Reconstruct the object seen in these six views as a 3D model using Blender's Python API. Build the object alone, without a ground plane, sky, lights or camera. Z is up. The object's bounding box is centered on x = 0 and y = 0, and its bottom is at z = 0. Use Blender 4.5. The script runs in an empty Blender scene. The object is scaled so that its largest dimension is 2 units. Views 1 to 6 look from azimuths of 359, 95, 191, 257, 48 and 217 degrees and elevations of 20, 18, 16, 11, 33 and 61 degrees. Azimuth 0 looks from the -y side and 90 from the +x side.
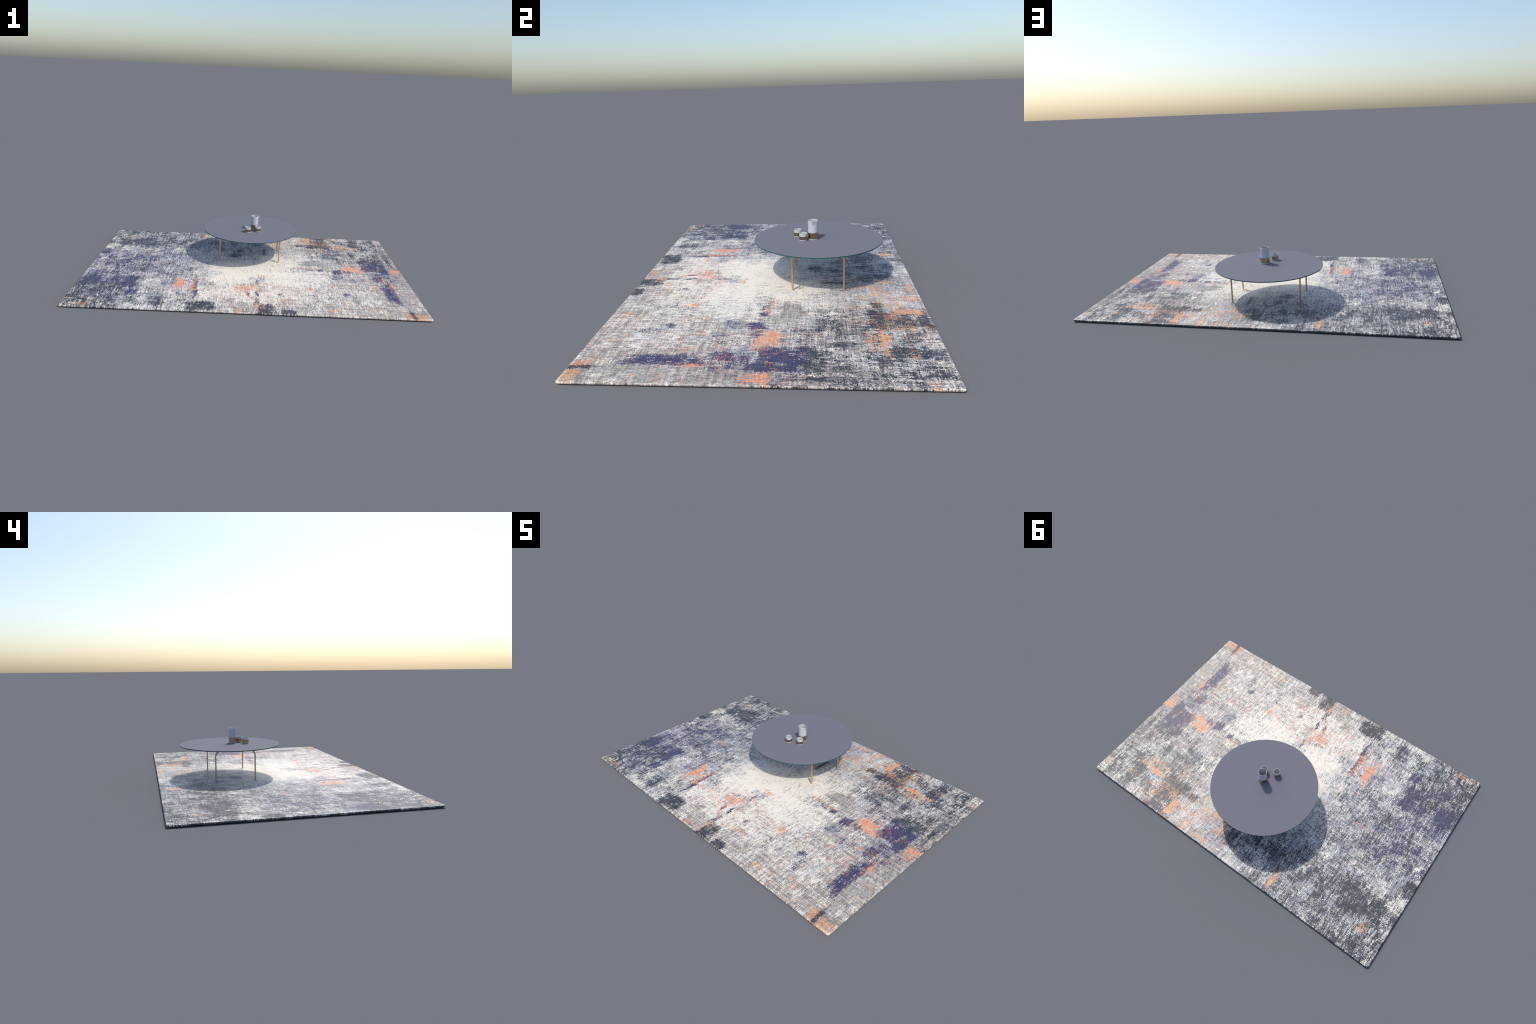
"""A patterned rug with a low round coffee table on it, a jug and two cups on the table.
Frame: metres, z up, rug 2.00 x 1.33, its underside at z = 0."""
import bpy, bmesh, math, random
from mathutils import Vector, noise

random.seed(7)
TAU = 2 * math.pi

# ------------------------------------------------------------------ sizes
RUG_X, RUG_Y = 1.0, 0.6645          # half sizes of the rug
RUG_TOP = 0.0111                    # height of the pile
TABLE = Vector((0.002, 0.2136, 0.0))
TOP_R, TOP_Z, TOP_T = 0.3089, 0.2078, 0.0054
LEG_R, LEG_DX, LEG_DY = 0.0043, 0.196, 0.118
BEND_R = 0.041

# ------------------------------------------------------------------ helpers
def link(obj, parent=None):
    bpy.context.scene.collection.objects.link(obj)
    if parent:
        obj.parent = parent
    return obj


def empty(name, loc, label, category):
    e = bpy.data.objects.new(name, None)
    e.empty_display_size = 0.05
    e.location = loc
    e["label"], e["category"] = label, category
    return link(e)


def mesh_object(name, bm, mats, parent=None, angle=40):
    bmesh.ops.recalc_face_normals(bm, faces=bm.faces)
    me = bpy.data.meshes.new(name)
    bm.to_mesh(me)
    bm.free()
    for m in mats:
        me.materials.append(m)
    me.polygons.foreach_set("use_smooth", [True] * len(me.polygons))
    me.set_sharp_from_angle(angle=math.radians(angle))
    return link(bpy.data.objects.new(name, me), parent)


def bridge_rings(bm, rings, closed=True):
    faces = []
    n = len(rings[0])
    for a, b in zip(rings, rings[1:]):
        for i in range(n if closed else n - 1):
            j = (i + 1) % n
            faces.append(bm.faces.new((a[i], a[j], b[j], b[i])))
    return faces


def lathe(profile, n=96, shape=None):
    """Revolve (radius, z) points; shape(r, z, angle) -> radius may bend the wall."""
    bm = bmesh.new()
    rings = []
    for r, z in profile:
        ring = []
        for i in range(n):
            a = TAU * i / n
            rr = shape(r, z, a) if shape else r
            ring.append(bm.verts.new((rr * math.cos(a), rr * math.sin(a), z)))
        rings.append(ring)
    bridge_rings(bm, rings)
    bm.faces.new(rings[0])
    bm.faces.new(rings[-1])
    return bm


# ------------------------------------------------------------------ plain materials
def material(name, colour, rough=0.5, metal=0.0, spec=0.5, grain=0.0, grain_scale=200.0, tint=0.0):
    m = bpy.data.materials.new(name)
    m.use_nodes = True
    nt = m.node_tree
    b = nt.nodes["Principled BSDF"]
    b.inputs["Roughness"].default_value = rough
    b.inputs["Metallic"].default_value = metal
    b.inputs["Specular IOR Level"].default_value = spec
    tc = nt.nodes.new("ShaderNodeTexCoord")
    ns = nt.nodes.new("ShaderNodeTexNoise")
    ns.inputs["Scale"].default_value = grain_scale
    ns.inputs["Detail"].default_value = 3
    nt.links.new(tc.outputs["Object"], ns.inputs["Vector"])
    mix = nt.nodes.new("ShaderNodeMix")
    mix.data_type = 'RGBA'
    nt.links.new(ns.outputs["Fac"], mix.inputs["Factor"])
    mix.inputs["A"].default_value = [c * (1 - tint) for c in colour] + [1]
    mix.inputs["B"].default_value = [min(1, c * (1 + tint)) for c in colour] + [1]
    nt.links.new(mix.outputs["Result"], b.inputs["Base Color"])
    if grain:
        bump = nt.nodes.new("ShaderNodeBump")
        bump.inputs["Strength"].default_value = grain
        bump.inputs["Distance"].default_value = 0.0005
        nt.links.new(ns.outputs["Fac"], bump.inputs["Height"])
        nt.links.new(bump.outputs["Normal"], b.inputs["Normal"])
    return m


MAT_TOP = material("grey_lacquered_glass", (0.174, 0.174, 0.204), rough=0.85, spec=0.3, tint=0.02, grain_scale=30)
MAT_EDGE = material("green_glass_edge", (0.018, 0.085, 0.070), rough=0.35, tint=0.15, grain_scale=60)
MAT_BRASS = material("brushed_brass", (0.58, 0.40, 0.205), rough=0.42, metal=0.85, tint=0.04)
MAT_PORCELAIN = material("white_porcelain", (0.545, 0.545, 0.555), rough=0.4, tint=0.02, grain_scale=90)
MAT_COPPER = material("copper_band", (0.50, 0.36, 0.225), rough=0.22, metal=1.0, tint=0.05, grain_scale=300)
MAT_DARK_SLAB = material("rug_dark_slab", (0.045, 0.045, 0.05), rough=0.9, grain=0.4, tint=0.2)

# ------------------------------------------------------------------ rug design
# The rug is a painterly abstract: dabs of seven dyed yarns on an ivory ground.
# A dab is (x, y, half width, half length, density): a soft box that the brush
# warp frays along the warp threads and the yarn speckle breaks up into knots.
charcoal_dabs = [
    (-0.867, -0.594, 0.115, 0.071, 0.62), (-0.477, -0.562, 0.064, 0.048, 0.6), (-0.645, -0.565, 0.031, 0.035, 0.6), (-0.836, 0.402, 0.09, 0.048, 0.75),
    (-0.666, 0.328, 0.056, 0.043, 0.5), (-0.966, 0.201, 0.03, 0.03, 0.7), (0.102, -0.611, 0.042, 0.052, 0.68), (0.231, -0.639, 0.04, 0.021, 0.75),
    (0.146, -0.662, 0.048, 0.03, 0.5), (-0.258, -0.609, 0.067, 0.048, 0.75), (0.902, -0.621, 0.009, 0.035, 0.95), (0.371, 0.462, 0.029, 0.02, 0.8),
    (0.502, 0.444, 0.078, 0.027, 0.85), (0.515, 0.557, 0.065, 0.086, 0.7), (0.539, 0.248, 0.068, 0.053, 0.55), (0.599, 0.259, 0.012, 0.067, 0.6),
    (0.78, 0.541, 0.035, 0.087, 0.75), (0.836, 0.41, 0.045, 0.048, 0.5), (0.858, 0.598, 0.02, 0.02, 0.6), (0.925, 0.604, 0.01, 0.049, 0.85),
    (0.839, 0.202, 0.075, 0.037, 0.62), (0.953, 0.192, 0.01, 0.036, 0.85), (0.698, 0.555, 0.03, 0.03, 0.55), (-0.693, 0.365, 0.067, 0.08, 0.62),
    (-0.721, 0.43, 0.086, 0.056, 0.68), (-0.875, 0.367, 0.047, 0.037, 0.75), (-0.985, 0.387, 0.02, 0.035, 0.7), (-0.737, 0.614, 0.065, 0.019, 0.55),
    (-0.885, 0.61, 0.024, 0.027, 0.65), (-0.513, 0.62, 0.06, 0.03, 0.45), (-0.365, 0.576, 0.06, 0.03, 0.4), (-0.279, 0.431, 0.111, 0.093, 0.55),
    (-0.208, 0.583, 0.048, 0.079, 0.45), (-0.87, 0.552, 0.056, 0.043, 0.5), (-0.97, 0.169, 0.027, 0.035, 0.75), (-0.089, 0.201, 0.041, 0.027, 0.6),
    (-0.063, 0.299, 0.02, 0.03, 0.75), (0.108, 0.302, 0.007, 0.055, 0.85), (0.02, 0.489, 0.028, 0.079, 0.65), (-0.12, 0.503, 0.053, 0.089, 0.5),
]
indigo_dabs = [
    (-0.92, -0.326, 0.048, 0.049, 0.85), (-0.695, -0.309, 0.037, 0.082, 0.72), (-0.655, -0.457, 0.031, 0.039, 0.75), (-0.783, -0.267, 0.147, 0.125, 0.5),
    (-0.8, 0.024, 0.032, 0.02, 0.7), (-0.811, -0.058, 0.038, 0.02, 0.6), (-0.81, 0.126, 0.033, 0.03, 0.5), (-0.675, 0.108, 0.052, 0.052, 0.45),
    (-0.851, -0.478, 0.08, 0.05, 0.45), (-0.301, -0.466, 0.006, 0.067, 0.6), (-0.289, -0.477, 0.019, 0.055, 0.35), (-0.305, -0.42, 0.012, 0.022, 0.85),
    (-0.213, -0.289, 0.012, 0.029, 0.55), (-0.52, -0.291, 0.024, 0.055, 0.4), (0.055, -0.421, 0.009, 0.021, 1), (0, -0.424, 0.009, 0.02, 0.75),
    (0.058, -0.49, 0.011, 0.012, 0.85), (0.054, -0.539, 0.012, 0.02, 0.6), (-0.313, -0.311, 0.014, 0.06, 0.7), (0.193, -0.424, 0.02, 0.03, 0.4),
    (0.387, -0.409, 0.018, 0.018, 0.6), (0.058, -0.245, 0.004, 0.035, 0.8), (0.314, -0.026, 0.053, 0.04, 0.35), (0.845, -0.32, 0.03, 0.144, 0.68),
    (0.823, -0.131, 0.026, 0.045, 0.68), (0.808, 0.085, 0.056, 0.084, 0.8), (0.622, -0.459, 0.008, 0.031, 0.6), (0.579, -0.391, 0.02, 0.03, 0.45),
    (0.84, -0.05, 0.054, 0.032, 0.5), (0.879, -0.307, 0.006, 0.043, 0.7), (0.895, -0.121, 0.006, 0.074, 0.5), (0.641, -0.022, 0.029, 0.015, 0.6),
    (0.658, -0.157, 0.008, 0.047, 0.5), (0.565, -0.126, 0.03, 0.03, 0.35), (0.575, -0.036, 0.025, 0.028, 0.85), (0.814, 0.11, 0.059, 0.044, 0.75),
    (0.889, 0.047, 0.02, 0.073, 0.9), (0.611, 0.13, 0.012, 0.068, 0.55), (0.505, 0.641, 0.067, 0.015, 0.9), (0.461, -0.012, 0.024, 0.015, 0.65),
    (0.39, -0.013, 0.037, 0.02, 0.4), (0.783, 0.64, 0.042, 0.015, 0.5), (0.643, -0.025, 0.025, 0.015, 0.55), (-0.739, -0.314, 0.073, 0.069, 0.62),
    (-0.817, -0.431, 0.044, 0.018, 0.5), (-0.793, 0.004, 0.03, 0.02, 0.7), (-0.632, 0.05, 0.026, 0.025, 0.65), (-0.816, 0.113, 0.02, 0.025, 0.65),
    (-0.935, -0.269, 0.04, 0.03, 0.75), (-0.728, 0.111, 0.032, 0.03, 0.55), (-0.825, -0.066, 0.04, 0.02, 0.55), (-0.269, 0.65, 0.05, 0.012, 0.4),
    (-0.89, 0.654, 0.02, 0.008, 0.8),
]
coral_dabs = [
    (-0.405, -0.319, 0.024, 0.068, 0.8), (-0.364, -0.332, 0.051, 0.066, 0.5), (-0.316, -0.337, 0.012, 0.072, 0.75), (-0.572, 0.013, 0.039, 0.004, 0.75),
    (-0.01, -0.335, 0.063, 0.04, 0.62), (0.079, -0.27, 0.029, 0.015, 0.65), (-0.151, -0.394, 0.015, 0.041, 0.45), (0.086, -0.158, 0.026, 0.014, 0.62),
    (0.378, -0.339, 0.022, 0.018, 0.65), (0.503, -0.285, 0.007, 0.046, 0.6), (-0.219, -0.384, 0.062, 0.02, 0.45), (0.063, -0.443, 0.049, 0.041, 0.3),
    (0.636, -0.237, 0.029, 0.018, 0.6), (0.692, 0.02, 0.057, 0.044, 0.7), (0.876, -0.249, 0.012, 0.067, 0.6), (0.912, -0.363, 0.02, 0.06, 0.3),
    (0.789, -0.221, 0.028, 0.02, 0.4), (0.767, -0.076, 0.02, 0.038, 0.35), (0.687, 0.016, 0.068, 0.043, 0.66), (0.962, 0.001, 0.034, 0.039, 0.75),
    (0.396, 0.014, 0.079, 0.014, 0.5), (-0.393, -0.151, 0.05, 0.01, 0.5),
]
amber_dabs = [
    (-0.038, -0.634, 0.021, 0.027, 0.55), (0.05, -0.582, 0.014, 0.059, 0.5), (0.956, -0.633, 0.037, 0.027, 0.68), (0.878, -0.626, 0.02, 0.03, 0.65),
    (0.816, -0.587, 0.065, 0.053, 0.3), (0.488, -0.606, 0.041, 0.025, 0.45), (0.197, 0.462, 0.061, 0.015, 0.65), (0.161, 0.632, 0.048, 0.012, 0.6),
    (0.34, 0.566, 0.106, 0.082, 0.45), (0.431, 0.592, 0.02, 0.05, 0.85), (0.684, 0.451, 0.098, 0.006, 0.95), (0.673, 0.454, 0.033, 0.012, 0.9),
    (0.693, 0.403, 0.087, 0.007, 0.6), (0.643, 0.584, 0.045, 0.028, 0.45), (0.983, 0.577, 0.02, 0.017, 0.62), (0.345, 0.238, 0.065, 0.014, 0.35),
    (0.79, 0.545, 0.05, 0.03, 0.3), (0.631, 0.179, 0.015, 0.043, 0.4), (-0.905, -0.631, 0.056, 0.013, 0.55), (-0.869, 0.504, 0.02, 0.038, 0.5),
    (-0.328, 0.587, 0.015, 0.053, 0.68), (0.188, 0.495, 0.062, 0.033, 0.5), (0.096, 0.521, 0.025, 0.034, 0.62), (0.295, 0.65, 0.033, 0.012, 0.6),
    (0.139, 0.645, 0.064, 0.012, 0.5), (0.252, 0.56, 0.03, 0.031, 0.4), (0.643, 0.596, 0.043, 0.031, 0.4), (0.067, 0.191, 0.028, 0.046, 0.25),
    (-0.878, -0.632, 0.028, 0.02, 0.5),
]
taupe_dabs = [
    (0.428, 0.1, 0.069, 0.042, 0.8), (0.407, 0.355, 0.078, 0.033, 0.8), (0.574, 0.343, 0.079, 0.06, 0.65), (0.625, 0.095, 0.02, 0.036, 0.6),
    (0.701, 0.35, 0.067, 0.044, 0.6), (0.975, 0.311, 0.035, 0.225, 0.6), (0.957, -0.278, 0.037, 0.204, 0.62), (0.713, -0.261, 0.076, 0.077, 0.45),
    (0.522, -0.268, 0.03, 0.068, 0.5), (0.502, -0.549, 0.096, 0.053, 0.45), (0.799, -0.601, 0.031, 0.067, 0.4), (-0.121, -0.609, 0.054, 0.041, 0.6),
    (0.018, -0.335, 0.09, 0.055, 0.5), (0.337, -0.574, 0.05, 0.053, 0.5), (0.092, -0.554, 0.065, 0.05, 0.3), (-0.516, 0.416, 0.055, 0.04, 0.55),
    (-0.453, 0.55, 0.036, 0.03, 0.55), (-0.732, 0.538, 0.074, 0.04, 0.5), (-0.827, -0.209, 0.095, 0.073, 0.4), (-0.737, 0.21, 0.036, 0.02, 0.7),
    (-0.578, 0.126, 0.035, 0.025, 0.6), (-0.74, -0.569, 0.062, 0.05, 0.5), (-0.732, 0.208, 0.041, 0.02, 0.6), (-0.902, 0.215, 0.028, 0.02, 0.7),
    (0.265, 0.379, 0.06, 0.05, 0.4), (0.922, 0.367, 0.008, 0.111, 0.55),
]
blue_grey_dabs = [
    (-0.631, 0.069, 0.253, 0.179, 0.5), (-0.439, -0.319, 0.079, 0.166, 0.45), (-0.691, 0.328, 0.081, 0.063, 0.6), (0.052, -0.228, 0.045, 0.052, 0.5),
    (0.55, -0.141, 0.044, 0.035, 0.45), (0.836, -0.055, 0.06, 0.06, 0.5), (0.6, -0.112, 0.05, 0.05, 0.35), (0.551, 0.168, 0.06, 0.091, 0.35),
    (-0.946, -0.205, 0.027, 0.031, 0.75), (-0.901, 0.151, 0.043, 0.037, 0.6), (-0.73, 0.355, 0.061, 0.048, 0.55), (-0.425, 0.54, 0.262, 0.125, 0.35),
    (-0.051, 0.358, 0.099, 0.23, 0.5),
]
pale_blue_dabs = [
    (-0.698, -0.59, 0.021, 0.082, 0.5), (-0.374, -0.138, 0.03, 0.132, 0.5), (0.66, 0.485, 0.056, 0.03, 0.5),
]
cream_dabs = [
    (-0.579, -0.415, 0.032, 0.046, 0.75), (-0.563, -0.283, 0.056, 0.02, 0.8), (-0.599, -0.203, 0.03, 0.034, 0.65), (-0.949, 0.059, 0.015, 0.056, 0.85),
    (-0.957, 0.286, 0.03, 0.044, 0.7), (-0.949, 0.421, 0.015, 0.033, 0.75), (-0.846, 0.281, 0.026, 0.086, 0.55), (-0.742, 0.029, 0.02, 0.059, 0.5),
    (-0.117, -0.128, 0.122, 0.114, 0.88), (-0.02, -0.117, 0.05, 0.05, 0.85), (0.244, -0.125, 0.099, 0.045, 0.8), (0.399, -0.384, 0.106, 0.109, 0.4),
    (0.449, -0.156, 0.05, 0.05, 0.7), (0.928, 0.23, 0.01, 0.121, 0.6), (0.984, -0.481, 0.02, 0.02, 0.7), (-0.494, 0.277, 0.042, 0.03, 0.75),
    (-0.825, 0.349, 0.015, 0.03, 0.8), (-0.841, 0.232, 0.038, 0.03, 0.7), (-0.952, 0.307, 0.043, 0.05, 0.75), (-0.948, 0.418, 0.02, 0.02, 0.75),
    (0.275, -0.14, 0.05, 0.054, 0.8), (-0.125, -0.278, 0.059, 0.05, 0.75), (-0.718, -0.016, 0.043, 0.03, 0.5), (-0.765, 0.087, 0.02, 0.03, 0.6),
]

# Broad zones where a yarn is woven in thinly everywhere (same form as a dab):
# the left end is cold and dark, the middle bare ivory, the right end grey and warm.
ZONES = {
    "taupe": [(0.78, 0.1, 0.44, 0.85, 0.62), (0.40, -0.66, 0.85, 0.20, 0.66), (-0.55, 0.5, 0.45, 0.34, 0.48), (0.95, -0.1, 0.12, 0.7, 0.88), (0.86, -0.42, 0.14, 0.3, 0.75), (0.25, 0.5, 0.32, 0.3, 0.62), (0.5, -0.42, 0.45, 0.2, 0.46), (-0.62, -0.1, 0.46, 0.6, 0.44)],
    "pale_blue": [(-0.4, 0.0, 0.25, 0.45, 0.42), (0.1, 0.45, 0.5, 0.3, 0.38), (-0.6, -0.62, 0.3, 0.16, 0.42), (-0.65, 0.55, 0.35, 0.2, 0.38), (0.6, 0.5, 0.3, 0.2, 0.36)],
    "blue_grey": [(-0.72, 0.0, 0.42, 0.85, 0.50), (-0.15, 0.5, 0.45, 0.30, 0.52), (-0.38, -0.15, 0.2, 0.4, 0.40), (0.65, 0.1, 0.3, 0.5, 0.20)],
    "indigo": [(-0.82, -0.18, 0.28, 0.42, 0.55), (-0.58, -0.05, 0.3, 0.35, 0.38), (0.78, 0.05, 0.2, 0.3, 0.36), (-0.25, -0.35, 0.2, 0.3, 0.22), (0.3, -0.45, 0.3, 0.15, 0.22)],
    "charcoal": [(-0.70, 0.50, 0.50, 0.30, 0.61), (-0.90, -0.52, 0.26, 0.28, 0.62), (0.72, 0.46, 0.38, 0.32, 0.55), (-0.1, 0.44, 0.35, 0.22, 0.48), (-0.5, -0.55, 0.24, 0.2, 0.44), (0.95, 0.3, 0.16, 0.4, 0.46), (-0.65, 0.0, 0.44, 0.42, 0.45)],
    "amber": [(0.75, -0.62, 0.34, 0.14, 0.31), (0.40, 0.52, 0.35, 0.2, 0.36), (0.05, -0.60, 0.15, 0.1, 0.26)],
    "coral": [(0.08, -0.38, 0.35, 0.18, 0.33), (0.78, -0.15, 0.24, 0.35, 0.28), (-0.35, -0.35, 0.2, 0.18, 0.24)],
    "cream": [(-0.02, -0.04, 0.30, 0.16, 0.33), (0.25, -0.25, 0.32, 0.24, 0.33)],
}
# extra charcoal and indigo darken the pile colour along the -x and +y rims
RIM_DENSITY = {"charcoal": 0.72, "indigo": 0.5}
# order of weaving, colour (linear) and its lighter twist, stray knots, rarity, speckle seed
YARNS = [
    ("taupe",     taupe_dabs,     (0.225, 0.196, 0.172), (0.48, 0.428, 0.38), 0.26, 0.0, 3.1),
    ("pale_blue", pale_blue_dabs, (0.52, 0.58, 0.60),    (0.66, 0.68, 0.66),  0.22, 0.0, 7.7),
    ("blue_grey", blue_grey_dabs, (0.225, 0.235, 0.282), (0.43, 0.435, 0.465), 0.10, 0.0, 12.4),
    ("indigo",    indigo_dabs,    (0.045, 0.045, 0.105), (0.066, 0.066, 0.130), 0.14, 0.12, 17.9),
    ("charcoal",  charcoal_dabs,  (0.038, 0.041, 0.056), (0.066, 0.066, 0.072), 0.14, 0.12, 23.2),
    ("amber",     amber_dabs,     (0.70, 0.270, 0.085),  (0.80, 0.46, 0.26),  0.0, 0.22, 31.6),
    ("coral",     coral_dabs,     (0.74, 0.215, 0.075),  (0.84, 0.45, 0.27),  0.0, 0.22, 37.3),
    ("cream",     cream_dabs,     (0.90, 0.825, 0.705),  (0.90, 0.825, 0.705), 0.0, 0.2, 43.8),
]
IVORY = (0.90, 0.825, 0.705)


class Nodes:
    """Small vocabulary for building a node tree."""
    def __init__(self, tree):
        self.t = tree

    def put(self, sock, v):
        if isinstance(v, bpy.types.NodeSocket):
            self.t.links.new(v, sock)
        else:
            sock.default_value = v

    def math(self, op, a, b=0.0, c=0.0, clamp=False):
        n = self.t.nodes.new("ShaderNodeMath")
        n.operation, n.use_clamp = op, clamp
        for s, v in zip(n.inputs, (a, b, c)):
            self.put(s, v)
        return n.outputs[0]

    def vec(self, op, a, b=(0, 0, 0), c=(0, 0, 0)):
        n = self.t.nodes.new("ShaderNodeVectorMath")
        n.operation = op
        for s, v in zip(n.inputs[:3], (a, b, c)):
            self.put(s, v)
        return n.outputs["Value"] if op == 'LENGTH' else n.outputs["Vector"]

    def xyz(self, v):
        n = self.t.nodes.new("ShaderNodeSeparateXYZ")
        self.put(n.inputs[0], v)
        return n.outputs

    def join(self, x, y, z=0.0):
        n = self.t.nodes.new("ShaderNodeCombineXYZ")
        for s, v in zip(n.inputs, (x, y, z)):
            self.put(s, v)
        return n.outputs[0]

    def noise(self, v, detail=2.0, rough=0.5, dims='2D'):
        n = self.t.nodes.new("ShaderNodeTexNoise")
        n.noise_dimensions = dims
        n.inputs["Scale"].default_value = 1.0
        n.inputs["Detail"].default_value = detail
        n.inputs["Roughness"].default_value = rough
        self.put(n.inputs["Vector"], v)
        return n.outputs["Fac"]

    def ramp(self, v, lo, hi, to_lo=0.0, to_hi=1.0, smooth=False):
        n = self.t.nodes.new("ShaderNodeMapRange")
        n.interpolation_type = 'SMOOTHSTEP' if smooth else 'LINEAR'
        for s, x in zip(n.inputs[:5], (v, lo, hi, to_lo, to_hi)):
            self.put(s, x)
        return n.outputs[0]

    def mix(self, f, a, b):
        n = self.t.nodes.new("ShaderNodeMix")
        n.data_type = 'RGBA'
        self.put(n.inputs["Factor"], f)
        for k, v in (("A", a), ("B", b)):
            self.put(n.inputs[k], (*v, 1) if isinstance(v, tuple) else v)
        return n.outputs["Result"]


def dab_group(name, dabs, feather):
    """Node group: position -> how densely this yarn is woven in there."""
    t = bpy.data.node_groups.new(name, 'ShaderNodeTree')
    for socket in ("X", "Y"):
        t.interface.new_socket(socket, in_out='INPUT', socket_type='NodeSocketFloat')
    t.interface.new_socket("Density", in_out='OUTPUT', socket_type='NodeSocketFloat')
    g = Nodes(t)
    source = t.nodes.new("NodeGroupInput")
    # three dabs at a time ride in the x, y and z of one vector; a trace of the
    # running result is passed on so that the dabs are worked through in order
    px = g.join(*[source.outputs[0]] * 3)
    py = g.join(*[source.outputs[1]] * 3)
    densest = (0.0, 0.0, 0.0)
    nowhere = (9.0, 9.0, 0.01, 0.01, 0.0)
    for i in range(0, len(dabs), 3):
        trio = (dabs[i:i + 3] + [nowhere] * 2)[:3]
        cx, cy, hx, hy, d = zip(*trio)
        soft = [0.45 if w * l > 0.02 else feather for w, l in zip(hx, hy)]
        gain = [-k / (2 * s) for k, s in zip(d, soft)]
        base = [k * (1 + s) / (2 * s) for k, s in zip(d, soft)]
        here = g.vec('MULTIPLY_ADD', densest, (1e-7,) * 3, px)
        ax = g.vec('ABSOLUTE', g.vec('MULTIPLY_ADD', here, [1 / h for h in hx], [-c / h for c, h in zip(cx, hx)]))
        ay = g.vec('ABSOLUTE', g.vec('MULTIPLY_ADD', py, [1 / h for h in hy], [-c / h for c, h in zip(cy, hy)]))
        v = g.vec('MULTIPLY_ADD', g.vec('MAXIMUM', ax, ay), gain, base)
        densest = g.vec('MAXIMUM', densest, g.vec('MINIMUM', v, d))
    a, b, c = g.xyz(densest)
    density = g.math('MAXIMUM', a, g.math('MAXIMUM', b, c))
    t.links.new(density, t.nodes.new("NodeGroupOutput").inputs[0])
    return t


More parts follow.
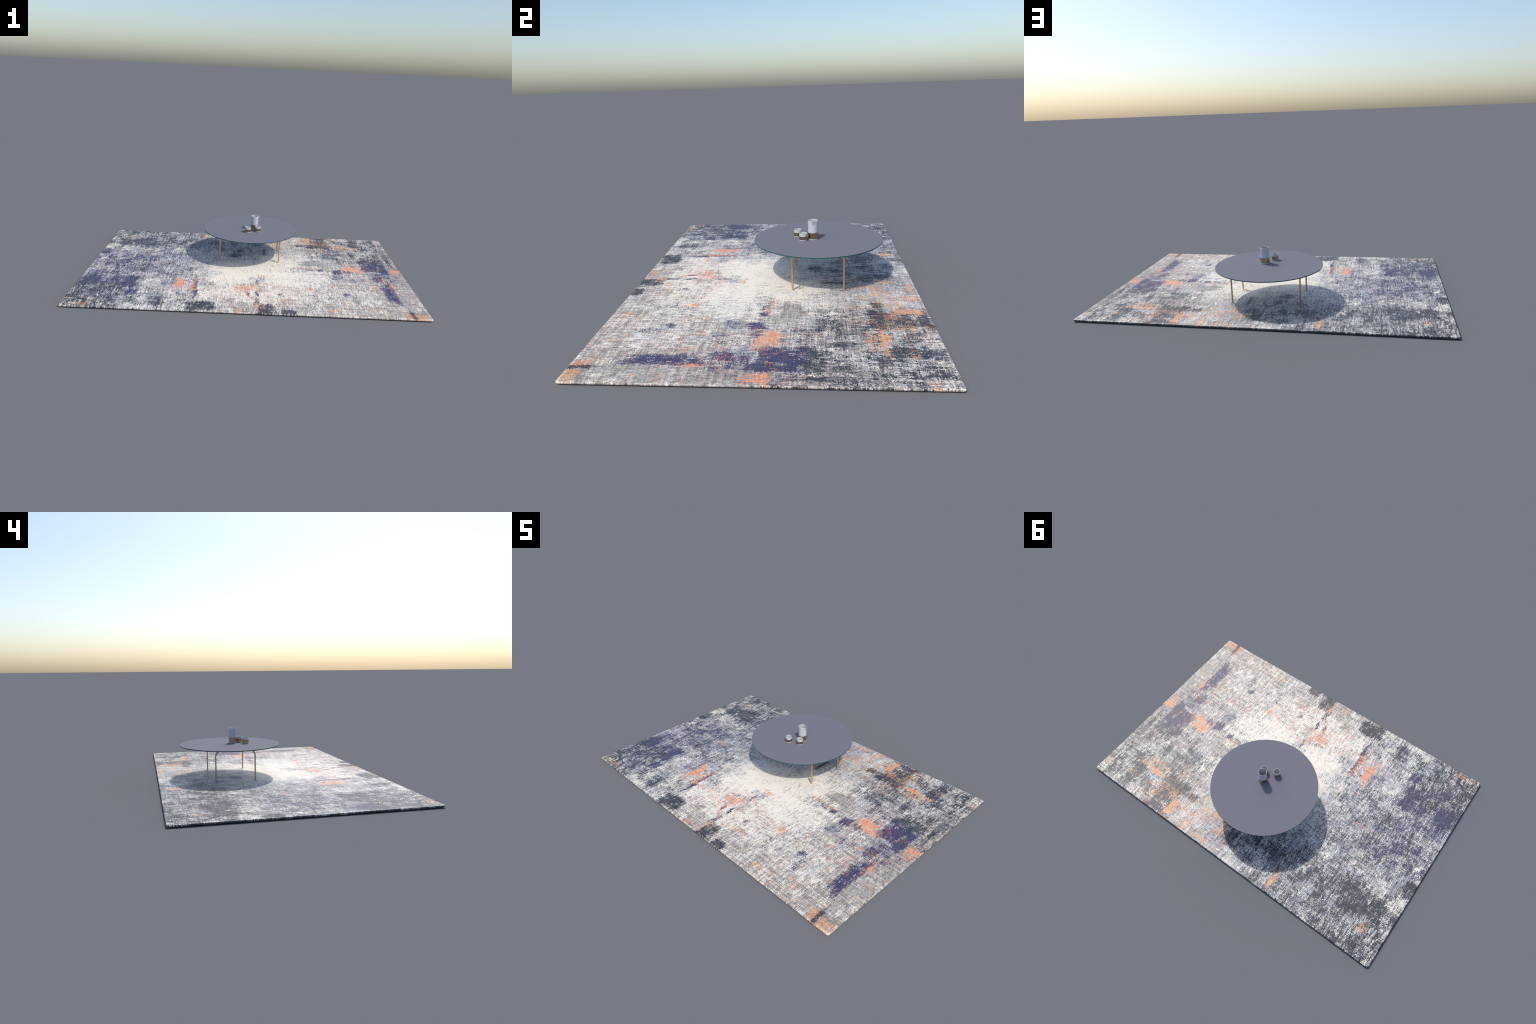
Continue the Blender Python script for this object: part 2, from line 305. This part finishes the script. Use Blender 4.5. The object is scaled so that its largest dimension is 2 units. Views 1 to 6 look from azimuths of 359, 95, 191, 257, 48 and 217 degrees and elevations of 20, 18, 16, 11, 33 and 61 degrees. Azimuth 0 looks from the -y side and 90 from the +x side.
def rug_material():
    m = bpy.data.materials.new("woven_pile")
    m.use_nodes = True
    t = m.node_tree
    g = Nodes(t)
    bsdf = t.nodes["Principled BSDF"]
    tc = t.nodes.new("ShaderNodeTexCoord")
    x, y, _ = g.xyz(tc.outputs["Object"])
    # flat design coordinates: on the rolled edge the colours run straight down
    p = g.join(x, y, 0.0)

    # brush warp: slow wander, plus thread-by-thread fraying along y and along x
    wander_a = g.noise(g.vec('MULTIPLY', p, (11, 11, 0)), 4, 0.65)
    wander_b = g.noise(g.vec('MULTIPLY_ADD', p, (11, 11, 0), (40, 17, 5)), 4, 0.65)
    fray_y = g.noise(g.vec('MULTIPLY_ADD', p, (130, 6, 0), (3, 9, 2)), 3, 0.7)
    fray_x = g.noise(g.vec('MULTIPLY_ADD', p, (8, 110, 0), (13, 4, 7)), 3, 0.7)
    wx = g.math('ADD', x, g.math('ADD', g.math('MULTIPLY_ADD', wander_a, 0.034, -0.017),
                                 g.math('MULTIPLY_ADD', fray_x, 0.036, -0.018)))
    wy = g.math('ADD', y, g.math('ADD', g.math('MULTIPLY_ADD', wander_b, 0.04, -0.02),
                                 g.math('MULTIPLY_ADD', fray_y, 0.09, -0.045)))

    dark_rim = g.math('MAXIMUM', g.ramp(x, 0.004 - RUG_X, 0.002 - RUG_X), g.ramp(y, RUG_Y - 0.004, RUG_Y - 0.002))
    colour = IVORY
    for name, dabs, rgb, light, stray, rare, seed in YARNS:
        grow, firm = {"cream": (1.1, 0.72), "coral": (1.3, 0.92), "amber": (1.28, 0.96)}.get(name, (1.24, 1.12))
        grp = t.nodes.new("ShaderNodeGroup")
        grp.node_tree = dab_group(name + "_dabs", [(a, b, grow * w, grow * l, firm * d) for a, b, w, l, d in dabs] + ZONES[name],
                                  0.5 if name in ("coral", "amber", "cream") else 0.28)
        g.put(grp.inputs[0], wx)
        g.put(grp.inputs[1], wy)
        density = grp.outputs[0]
        # strays: a little of this yarn where its own slow clouds allow
        own = g.noise(g.vec('MULTIPLY_ADD', p, (7, 5, 0), (seed, 2 * seed, seed)), 3, 0.6)
        density = g.math('MAXIMUM', density, g.math('MULTIPLY', g.ramp(own, 0.35, 0.65), stray))
        if name in RIM_DENSITY:
            density = g.math('MAXIMUM', density, g.math('MULTIPLY', dark_rim, RIM_DENSITY[name]))
        # rare yarns stay out altogether where nothing calls for them
        density = g.math('MULTIPLY_ADD', density, 1 + 1.25 * rare, -rare)
        # knots: fine speckle; broken lines along the length and the width; and
        # slow clouds that gather the yarn into groups with open gaps between
        knot = g.noise(g.vec('MULTIPLY_ADD', p, (220, 170, 0), (seed * 13, seed * 7, 0)), 2, 0.7)
        fibre = g.noise(g.vec('MULTIPLY_ADD', p, (210, 26, 0), (seed * 2, seed * 17, 0)), 2, 0.65)
        along = g.noise(g.vec('MULTIPLY_ADD', p, (85, 5, 0), (seed * 3, seed * 11, 0)), 3, 0.7)
        across = g.noise(g.vec('MULTIPLY_ADD', p, (6, 105, 0), (seed * 19, seed * 5, 0)), 3, 0.7)
        cloud = g.noise(g.vec('MULTIPLY_ADD', p, (13, 11, 0), (seed * 5, seed * 3, 0)), 4, 0.6)
        clump = g.noise(g.vec('MULTIPLY_ADD', p, (52, 30, 0), (seed * 23, seed * 29, 0)), 3, 0.75)
        level = g.math('MULTIPLY', knot, 0.29)
        for part, weight in ((fibre, 0.12), (along, 0.14), (across, 0.10), (cloud, 0.17), (clump, 0.18)):
            level = g.math('MULTIPLY_ADD', part, weight, level)
        # stretch to a nearly even spread so that density reads as coverage
        level = g.math('MULTIPLY_ADD', g.math('SUBTRACT', level, 0.5), 6.0, 0.5)
        mask = g.ramp(g.math('SUBTRACT', density, level), -0.06, 0.12)
        twist = g.ramp(g.math('ADD', across, g.math('SUBTRACT', fibre, 0.5)), 0.34, 0.62)
        colour = g.mix(mask, colour, g.mix(twist, rgb, light))

    # each knot is a little lighter or darker
    shade = g.noise(g.vec('MULTIPLY_ADD', p, (330, 260, 0), (1, 2, 51)), 2, 0.7)
    n = t.nodes.new("ShaderNodeHueSaturation")
    g.put(n.inputs["Color"], colour)
    g.put(n.inputs["Value"], g.ramp(shade, 0.3, 0.7, 0.92, 1.06))
    t.links.new(n.outputs[0], bsdf.inputs["Base Color"])
    bsdf.inputs["Roughness"].default_value = 0.5
    bsdf.inputs["Specular IOR Level"].default_value = 0.5
    ribs = g.noise(g.vec('MULTIPLY', tc.outputs["Object"], (420, 240, 420)), 2, 0.6, '3D')
    bump = t.nodes.new("ShaderNodeBump")
    bump.inputs["Strength"].default_value = 0.15
    bump.inputs["Distance"].default_value = 0.001
    t.links.new(ribs, bump.inputs["Height"])
    t.links.new(bump.outputs["Normal"], bsdf.inputs["Normal"])
    return m


# ------------------------------------------------------------------ rug mesh
def rounded_outline(hx, hy, r, step=0.004):
    """Points of a rounded rectangle, counter-clockwise, with outward normals."""
    pts = []
    arc = max(8, int(r * math.pi / 2 / (step * 0.4)))
    for k, (sx, sy) in enumerate(((1, -1), (1, 1), (-1, 1), (-1, -1))):
        cx, cy = sx * (hx - r), sy * (hy - r)
        a0 = -math.pi / 2 + k * math.pi / 2
        for i in range(arc + 1):
            a = a0 + math.pi / 2 * i / arc
            pts.append((cx + r * math.cos(a), cy + r * math.sin(a), math.cos(a), math.sin(a)))
        nx, ny = ((0, 1), (-1, 0), (0, -1), (1, 0))[k]
        run = 2 * ((hy if k % 2 == 0 else hx) - r)
        ex, ey = pts[-1][0], pts[-1][1]
        m = int(run / step)
        ca, sa = math.cos(a0 + math.pi / 2), math.sin(a0 + math.pi / 2)
        for i in range(1, m):
            pts.append((ex + nx * run * i / m, ey + ny * run * i / m, ca, sa))
    return pts


def build_rug():
    rug = empty("rug", (0, 0, 0), "large rectangular rug in distressed ivory, navy, grey and orange", "rug")
    outline = rounded_outline(RUG_X, RUG_Y, 0.013)
    low, top = 0.001, RUG_TOP
    mid, half = (low + top) / 2, (top - low) / 2
    bm = bmesh.new()
    rings = []
    # rolled edge: from the underside, round the side, up on to the pile
    stations = [(-0.020, low, 0.0)]
    for i in range(13):
        a = -math.pi / 2 + math.pi * i / 12
        stations.append((half * 0.95 * (math.cos(a) - 1), mid + half * math.sin(a), math.cos(a)))
    stations.append((-0.0095, top + 0.0002, 0.0))
    stations.append((-0.014, top, 0.0))
    for off, z, bulge in stations:
        ring = []
        for px, py, nx, ny in outline:
            # the outline wanders and each bundle of yarn stands out a little
            w = 0.0007 * (noise.noise(Vector((px * 9, py * 9, 1.7))) - 0.8)
            w += 0.0004 * bulge * (noise.noise(Vector((px * 190, py * 190, 4.2))) - 0.5)
            lift = 0.0003 * noise.noise(Vector((px * 40, py * 40, 9.1))) if z > mid else 0
            r = off + w
            ring.append(bm.verts.new((px + nx * r, py + ny * r, z + lift)))
        rings.append(ring)
    bridge_rings(bm, rings)
    bm.faces.new(rings[-1])
    mesh_object("pile", bm, [rug_material()], rug, 60)
    bm = bmesh.new()
    flat = rounded_outline(RUG_X - 0.012, RUG_Y - 0.012, 0.008, 0.02)
    rings = [[bm.verts.new((a, b, z)) for a, b, _, _ in flat] for z in (0.0, low + 0.0006)]
    bridge_rings(bm, rings)
    bm.faces.new(rings[0])
    bm.faces.new(rings[1])
    mesh_object("dark_slab", bm, [MAT_DARK_SLAB], rug)  # unseen slab added below the pile, dark to deepen the shade under the edge


# ------------------------------------------------------------------ coffee table
def tube(points, r, n=20):
    bm = bmesh.new()
    rings = []
    for i, p in enumerate(points):
        d = (points[min(i + 1, len(points) - 1)] - points[max(i - 1, 0)]).normalized()
        u = Vector((1, 0, 0))
        v = d.cross(u)
        rings.append([bm.verts.new(p + r * (math.cos(TAU * k / n) * u + math.sin(TAU * k / n) * v)) for k in range(n)])
    bridge_rings(bm, rings)
    bm.faces.new(rings[0])
    bm.faces.new(rings[-1])
    return bm


def build_table():
    table = empty("coffee_table", (TABLE.x, TABLE.y, RUG_TOP), "low round grey glass coffee table on brass tube legs", "coffee table")
    z0 = -RUG_TOP
    # pane: painted faces, bare green edge with a fine chamfer
    top, low, c = TOP_Z + z0, TOP_Z - TOP_T + z0, 0.0005
    bm = lathe([(TOP_R - 0.03, low), (TOP_R - c, low), (TOP_R, low + c), (TOP_R, top - c), (TOP_R - c, top), (TOP_R - 0.03, top)], 256)
    pane = mesh_object("tabletop", bm, [MAT_TOP, MAT_EDGE], table, 30)
    for f in pane.data.polygons:
        r = math.hypot(f.center.x, f.center.y)
        if r > TOP_R - c and len(f.vertices) == 4:
            f.material_index = 1
    bar_z = TOP_Z - TOP_T - LEG_R + z0
    bend = [Vector((0, 0, 0.0))] + [Vector((0, BEND_R * (1 - math.cos(a)), bar_z - BEND_R + BEND_R * math.sin(a)))
                                    for a in (math.pi / 2 * i / 14 for i in range(15))]
    leg = mesh_object("leg", tube(bend, LEG_R), [MAT_BRASS], table)
    leg.location = (-LEG_DX, -LEG_DY, 0)
    for sx, sy in ((1, -1), (1, 1), (-1, 1)):
        o = link(leg.copy(), table)
        o.location = (sx * LEG_DX, sy * LEG_DY, 0)
        o.rotation_euler.z = 0 if sy < 0 else math.pi
    span = LEG_DY - BEND_R
    bar = mesh_object("crossbar", tube([Vector((0, -span, bar_z)), Vector((0, 0, bar_z)), Vector((0, span, bar_z))], LEG_R), [MAT_BRASS], table)
    bar.location.x = -LEG_DX
    o = link(bar.copy(), table)
    o.location.x = LEG_DX


# ------------------------------------------------------------------ jug and cups
def vessel_profile(r, h, wall, foot):
    """Closed cross-section: foot, outer wall, rounded lip, inner wall, floor."""
    pts = [(r * 0.55, 0.0), (r - foot, 0.0), (r - foot * 0.3, foot * 0.3), (r, foot)]
    pts += [(r, foot + (h - wall - foot) * k / 24) for k in range(1, 25)]
    pts += [(r - wall / 2 + wall / 2 * math.cos(a), h - wall / 2 + wall / 2 * math.sin(a)) for a in (math.pi * k / 6 for k in range(1, 6))]
    ri, floor = r - wall, 0.004
    pts += [(ri, h - wall - (h - wall - floor - 0.003) * k / 20) for k in range(21)]
    pts += [(ri - 0.001, floor + 0.001), (ri - 0.003, floor), (ri * 0.4, floor)]
    return pts


def band(r, z0, z1, proud, slit_angle, slit_width):
    """A metal sleeve round the vessel, open at one narrow slit."""
    bm = bmesh.new()
    half = slit_width / 2 / r
    n = 80
    rings = []
    for rr, z in ((r - 0.0002, z0), (r + proud, z0 + 0.0002), (r + proud, z1 - 0.0002), (r - 0.0002, z1)):
        ring = []
        for i in range(n + 1):
            a = slit_angle + half + (TAU - 2 * half) * i / n
            ring.append(bm.verts.new((rr * math.cos(a), rr * math.sin(a), z)))
        rings.append(ring)
    bridge_rings(bm, rings, closed=False)
    bm.faces.new([k[0] for k in rings])
    bm.faces.new([k[-1] for k in rings])
    return bm


def build_vessels():
    # jug, with a pinched spout towards +x
    jug = empty("jug", (0.0284, 0.1903, TOP_Z), "tall white porcelain jug with copper band and spout", "jug")
    r, h = 0.0243, 0.0945

    def spout(rad, z, a):
        if rad < r * 0.8:
            return rad
        a = abs((a + math.pi) % TAU - math.pi)
        rise = max(0.0, (z - 0.076) / (h - 0.076))
        side = max(0.0, 1 - a / 0.55)
        return rad + 0.0078 * rise ** 1.15 * side ** 1.2
    mesh_object("body", lathe(vessel_profile(r, h, 0.0016, 0.0022), 128, spout), [MAT_PORCELAIN], jug, 50)
    mesh_object("band", band(r, 0.0064, 0.0363, 0.0006, math.radians(112), 0.0034), [MAT_COPPER], jug, 30)
    # cups share their meshes
    body = sleeve = None
    for (x, y), slit in (((-0.0145, 0.1164), math.radians(77)), ((0.0522, 0.1433), math.radians(160))):
        cup = empty("cup", (x, y, TOP_Z), "small white porcelain cup with copper band", "cup")
        if body is None:
            body = mesh_object("body", lathe(vessel_profile(0.0190, 0.0380, 0.0015, 0.0030), 96), [MAT_PORCELAIN], cup, 50)
            sleeve = mesh_object("band", band(0.0190, 0.0072, 0.0240, 0.0005, 0.0, 0.0026), [MAT_COPPER], cup, 30)
        else:
            body, sleeve = link(body.copy(), cup), link(sleeve.copy(), cup)
        sleeve.rotation_euler.z = slit


build_rug()
build_table()
build_vessels()
